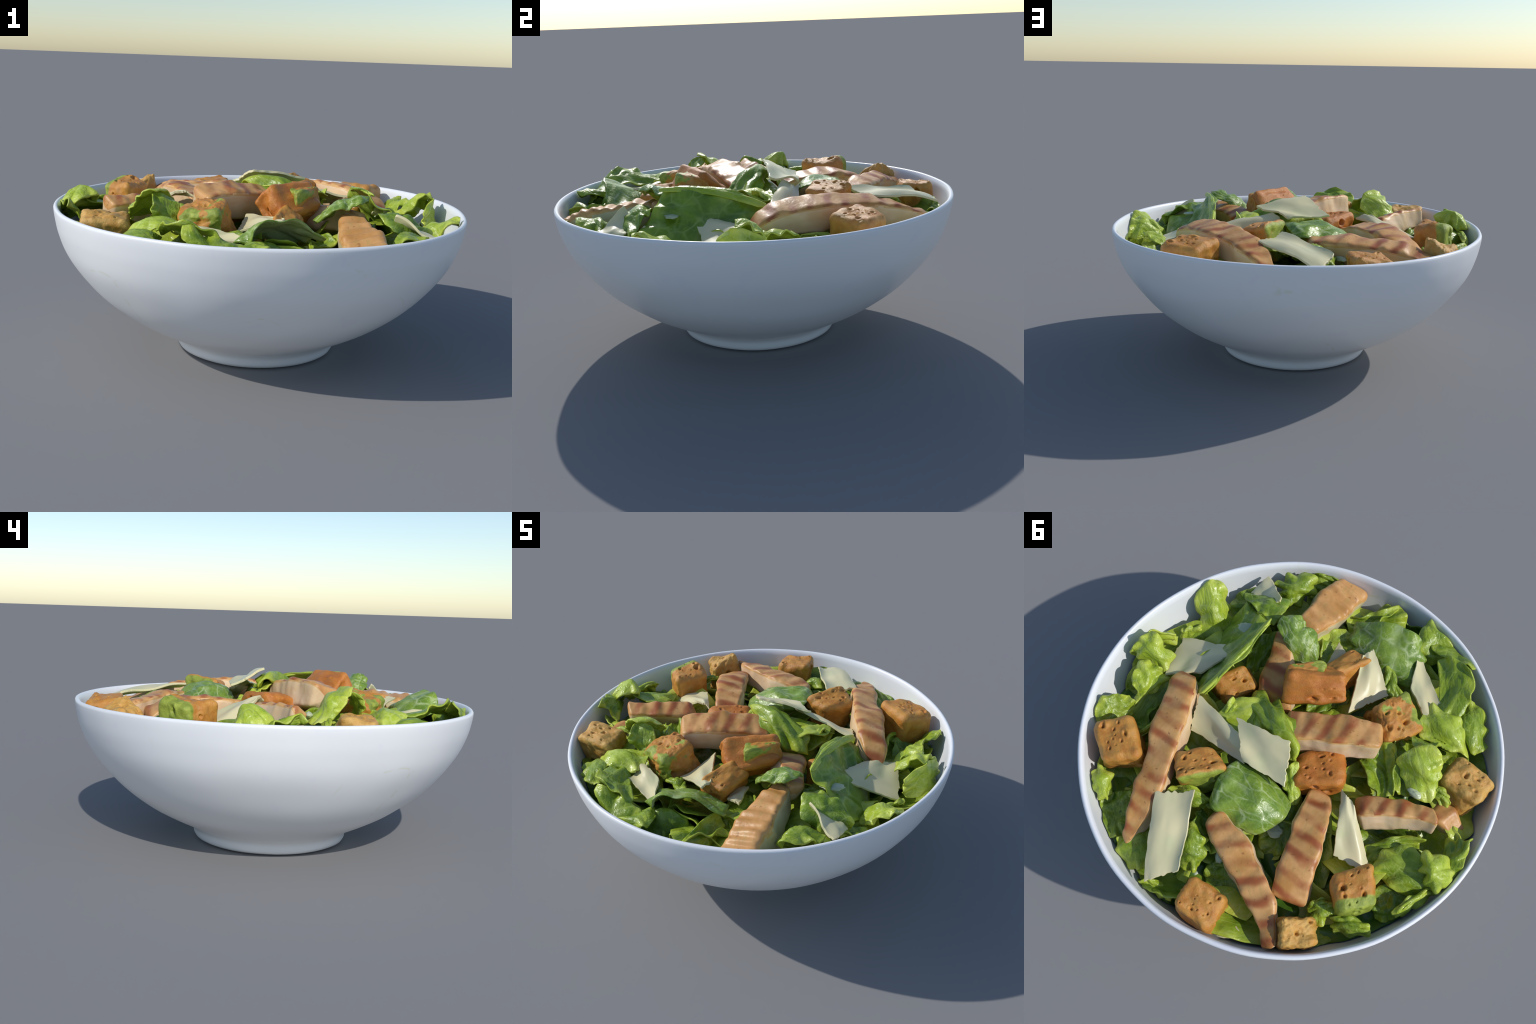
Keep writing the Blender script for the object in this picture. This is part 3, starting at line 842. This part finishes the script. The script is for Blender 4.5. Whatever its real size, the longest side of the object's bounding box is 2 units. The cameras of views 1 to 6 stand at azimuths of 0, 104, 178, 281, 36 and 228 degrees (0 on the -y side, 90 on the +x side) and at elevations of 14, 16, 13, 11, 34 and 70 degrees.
leaf("mid", [(-0.609, 0.453, 0.64), (-0.62, 0.406, 0.67), (-0.651, 0.355, 0.66), (-0.644, 0.454, 0.63), (-0.661, 0.414, 0.67), (-0.686, 0.357, 0.65), (-0.689, 0.473, 0.6), (-0.708, 0.433, 0.62), (-0.709, 0.355, 0.62)], seed=29)
leaf("mid", [(-0.726, 0.39, 0.62), (-0.748, 0.365, 0.66), (-0.804, 0.317, 0.64), (-0.753, 0.415, 0.62), (-0.798, 0.373, 0.66), (-0.86, 0.312, 0.66), (-0.778, 0.425, 0.6), (-0.827, 0.374, 0.62), (-0.898, 0.318, 0.62)], seed=30, frill=0.008)

# leaves on the plus y side
leaf("lime", [(0.498, 0.819, 0.6), (0.516, 0.761, 0.64), (0.495, 0.731, 0.63), (0.469, 0.835, 0.6), (0.444, 0.784, 0.65), (0.438, 0.748, 0.62), (0.412, 0.819, 0.6), (0.379, 0.811, 0.62), (0.4, 0.781, 0.6)], seed=31)
leaf("dark", [(0.407, 0.828, 0.58), (0.375, 0.752, 0.6), (0.33, 0.699, 0.6), (0.339, 0.877, 0.59), (0.31, 0.815, 0.58), (0.289, 0.75, 0.6), (0.22, 0.921, 0.62), (0.204, 0.871, 0.6), (0.217, 0.814, 0.6)], seed=32)
leaf("mid", [(0.195, 0.893, 0.62), (0.166, 0.828, 0.63), (0.125, 0.756, 0.63), (0.147, 0.924, 0.6), (0.11, 0.85, 0.64), (0.053, 0.803, 0.63), (0.101, 0.949, 0.56), (0.037, 0.914, 0.6), (-0.006, 0.863, 0.6)], seed=33)
leaf("lime", [(-0.006, 0.961, 0.58), (-0.044, 0.908, 0.62), (-0.093, 0.862, 0.62), (-0.027, 0.953, 0.56), (-0.093, 0.902, 0.6), (-0.149, 0.871, 0.6), (-0.075, 0.933, 0.56), (-0.134, 0.902, 0.57), (-0.184, 0.886, 0.56)], seed=34, frill=0.008)
leaf("mid", [(0.02, 0.672, 0.66), (-0.009, 0.616, 0.69), (-0.058, 0.59, 0.68), (-0.034, 0.715, 0.66), (-0.079, 0.66, 0.71), (-0.11, 0.623, 0.68), (-0.099, 0.763, 0.62), (-0.15, 0.735, 0.64), (-0.17, 0.686, 0.63)], seed=35)
leaf("dark", [(-0.002, 0.601, 0.69), (0.036, 0.535, 0.66), (0.005, 0.514, 0.64), (-0.04, 0.62, 0.7), (-0.022, 0.555, 0.64), (-0.083, 0.528, 0.63), (-0.126, 0.644, 0.69), (-0.147, 0.607, 0.66), (-0.155, 0.567, 0.64)], seed=36)
leaf("dark", [(-0.17, 0.658, 0.62), (-0.205, 0.572, 0.62), (-0.254, 0.515, 0.62), (-0.212, 0.695, 0.6), (-0.273, 0.629, 0.61), (-0.329, 0.56, 0.6), (-0.288, 0.739, 0.58), (-0.357, 0.681, 0.58), (-0.404, 0.605, 0.58)], seed=37)
leaf("mid", [(0.192, 0.616, 0.7), (0.182, 0.536, 0.71), (0.114, 0.477, 0.7), (0.113, 0.538, 0.68), (0.087, 0.518, 0.7), (0.051, 0.471, 0.69), (0.075, 0.532, 0.66), (0.044, 0.509, 0.66), (0.026, 0.475, 0.66)], seed=38)

# leaves in the middle
leaf("ribbed", [(0.021, 0.464, 0.72), (0.054, 0.37, 0.765), (0.078, 0.27, 0.735), (-0.087, 0.457, 0.72), (-0.099, 0.339, 0.782), (-0.053, 0.214, 0.73), (-0.217, 0.414, 0.68), (-0.237, 0.314, 0.71), (-0.21, 0.191, 0.67)], seed=39, frill=0.004, jag=0.02, roundness=0.35)
leaf("dark", [(-0.184, 0.358, 0.62), (-0.201, 0.252, 0.64), (-0.22, 0.147, 0.62), (-0.233, 0.39, 0.6), (-0.266, 0.288, 0.62), (-0.278, 0.178, 0.62), (-0.302, 0.42, 0.58), (-0.354, 0.345, 0.6), (-0.356, 0.247, 0.6)], seed=40)
leaf("mid", [(0.204, 0.075, 0.73), (0.247, 0.028, 0.74), (0.303, -0.028, 0.68), (0.048, 0.078, 0.8), (0.12, 0.006, 0.83), (0.206, -0.079, 0.73), (-0.099, 0.062, 0.75), (-0.024, -0.006, 0.82), (0.093, -0.094, 0.73)], seed=41, frill=0.014, fold=0.012)
leaf("lime", [(0.334, 0.063, 0.785), (0.235, -0.013, 0.775), (0.052, -0.049, 0.81), (0.308, 0.19, 0.72), (0.142, 0.134, 0.74), (-0.069, 0.048, 0.76), (0.297, 0.006, 0.66), (0.168, -0.014, 0.66), (0.012, 0.018, 0.66)], seed=53, frill=0.012, fold=0.014)
leaf("lime", [(0.311, 0.178, 0.7), (0.322, 0.129, 0.76), (0.334, 0.073, 0.79), (0.288, 0.177, 0.7), (0.288, 0.134, 0.75), (0.299, 0.083, 0.77), (0.263, 0.168, 0.69), (0.263, 0.136, 0.72), (0.284, 0.097, 0.74)], seed=42, frill=0.006)
leaf("lime", [(-0.096, 0.133, 0.74), (-0.097, 0.094, 0.76), (-0.098, 0.045, 0.76), (-0.141, 0.162, 0.71), (-0.154, 0.133, 0.73), (-0.161, 0.095, 0.72), (-0.203, 0.179, 0.67), (-0.226, 0.175, 0.68), (-0.21, 0.13, 0.66)], seed=43, frill=0.008)
leaf("dark", [(0.05, -0.152, 0.66), (0.039, -0.27, 0.66), (-0.017, -0.349, 0.64), (0.114, -0.209, 0.66), (0.084, -0.312, 0.64), (0.04, -0.404, 0.62), (0.166, -0.258, 0.62), (0.116, -0.343, 0.62), (0.072, -0.436, 0.6)], seed=44)
leaf("mid", [(0.276, -0.43, 0.66), (0.331, -0.534, 0.66), (0.295, -0.634, 0.66), (0.227, -0.419, 0.64), (0.263, -0.518, 0.64), (0.212, -0.605, 0.64), (0.183, -0.403, 0.62), (0.167, -0.477, 0.62), (0.154, -0.576, 0.62)], seed=45)

# thin lime strips laid along leaf edges
leaf("lime", [(0.449, 0.171, 0.75), (0.454, -0.059, 0.82), (0.499, -0.312, 0.83), (0.461, 0.17, 0.752), (0.465, -0.058, 0.825), (0.511, -0.312, 0.832), (0.483, 0.162, 0.735), (0.487, -0.066, 0.805), (0.527, -0.315, 0.82)], seed=60, frill=0.003, fold=0.002, lump=0.004, jag=0.02, grow=1.02)  # standing leaf's light-caught rim, modelled as a separate brighter strip
leaf("lime", [(0.577, 0.495, 0.625), (0.539, 0.442, 0.64), (0.578, 0.356, 0.64), (0.572, 0.508, 0.63), (0.532, 0.455, 0.645), (0.565, 0.358, 0.64), (0.572, 0.505, 0.61), (0.53, 0.453, 0.62), (0.567, 0.356, 0.61)], seed=61, frill=0.003, fold=0.002, lump=0.004)

# dabs of dressing
dressing((0.586, -0.239, 0.73), (0.03, 0.055, 0.008), seed=2)
dressing((-0.261, 0.328, 0.645), (0.035, 0.03, 0.008), seed=4)
dressing((-0.185, 0.591, 0.66), (0.02, 0.035, 0.014), seed=7)
dressing((-0.557, -0.261, 0.72), (0.018, 0.035, 0.014), seed=8)
leaf("mid", [(-0.472, -0.489, 0.8), (-0.467, -0.398, 0.825), (-0.384, -0.384, 0.8), (-0.464, -0.507, 0.755), (-0.413, -0.458, 0.77), (-0.347, -0.43, 0.75), (-0.467, -0.481, 0.7), (-0.383, -0.475, 0.68), (-0.335, -0.44, 0.69)], seed=56, frill=0.005, fold=0.006, grow=1.0)
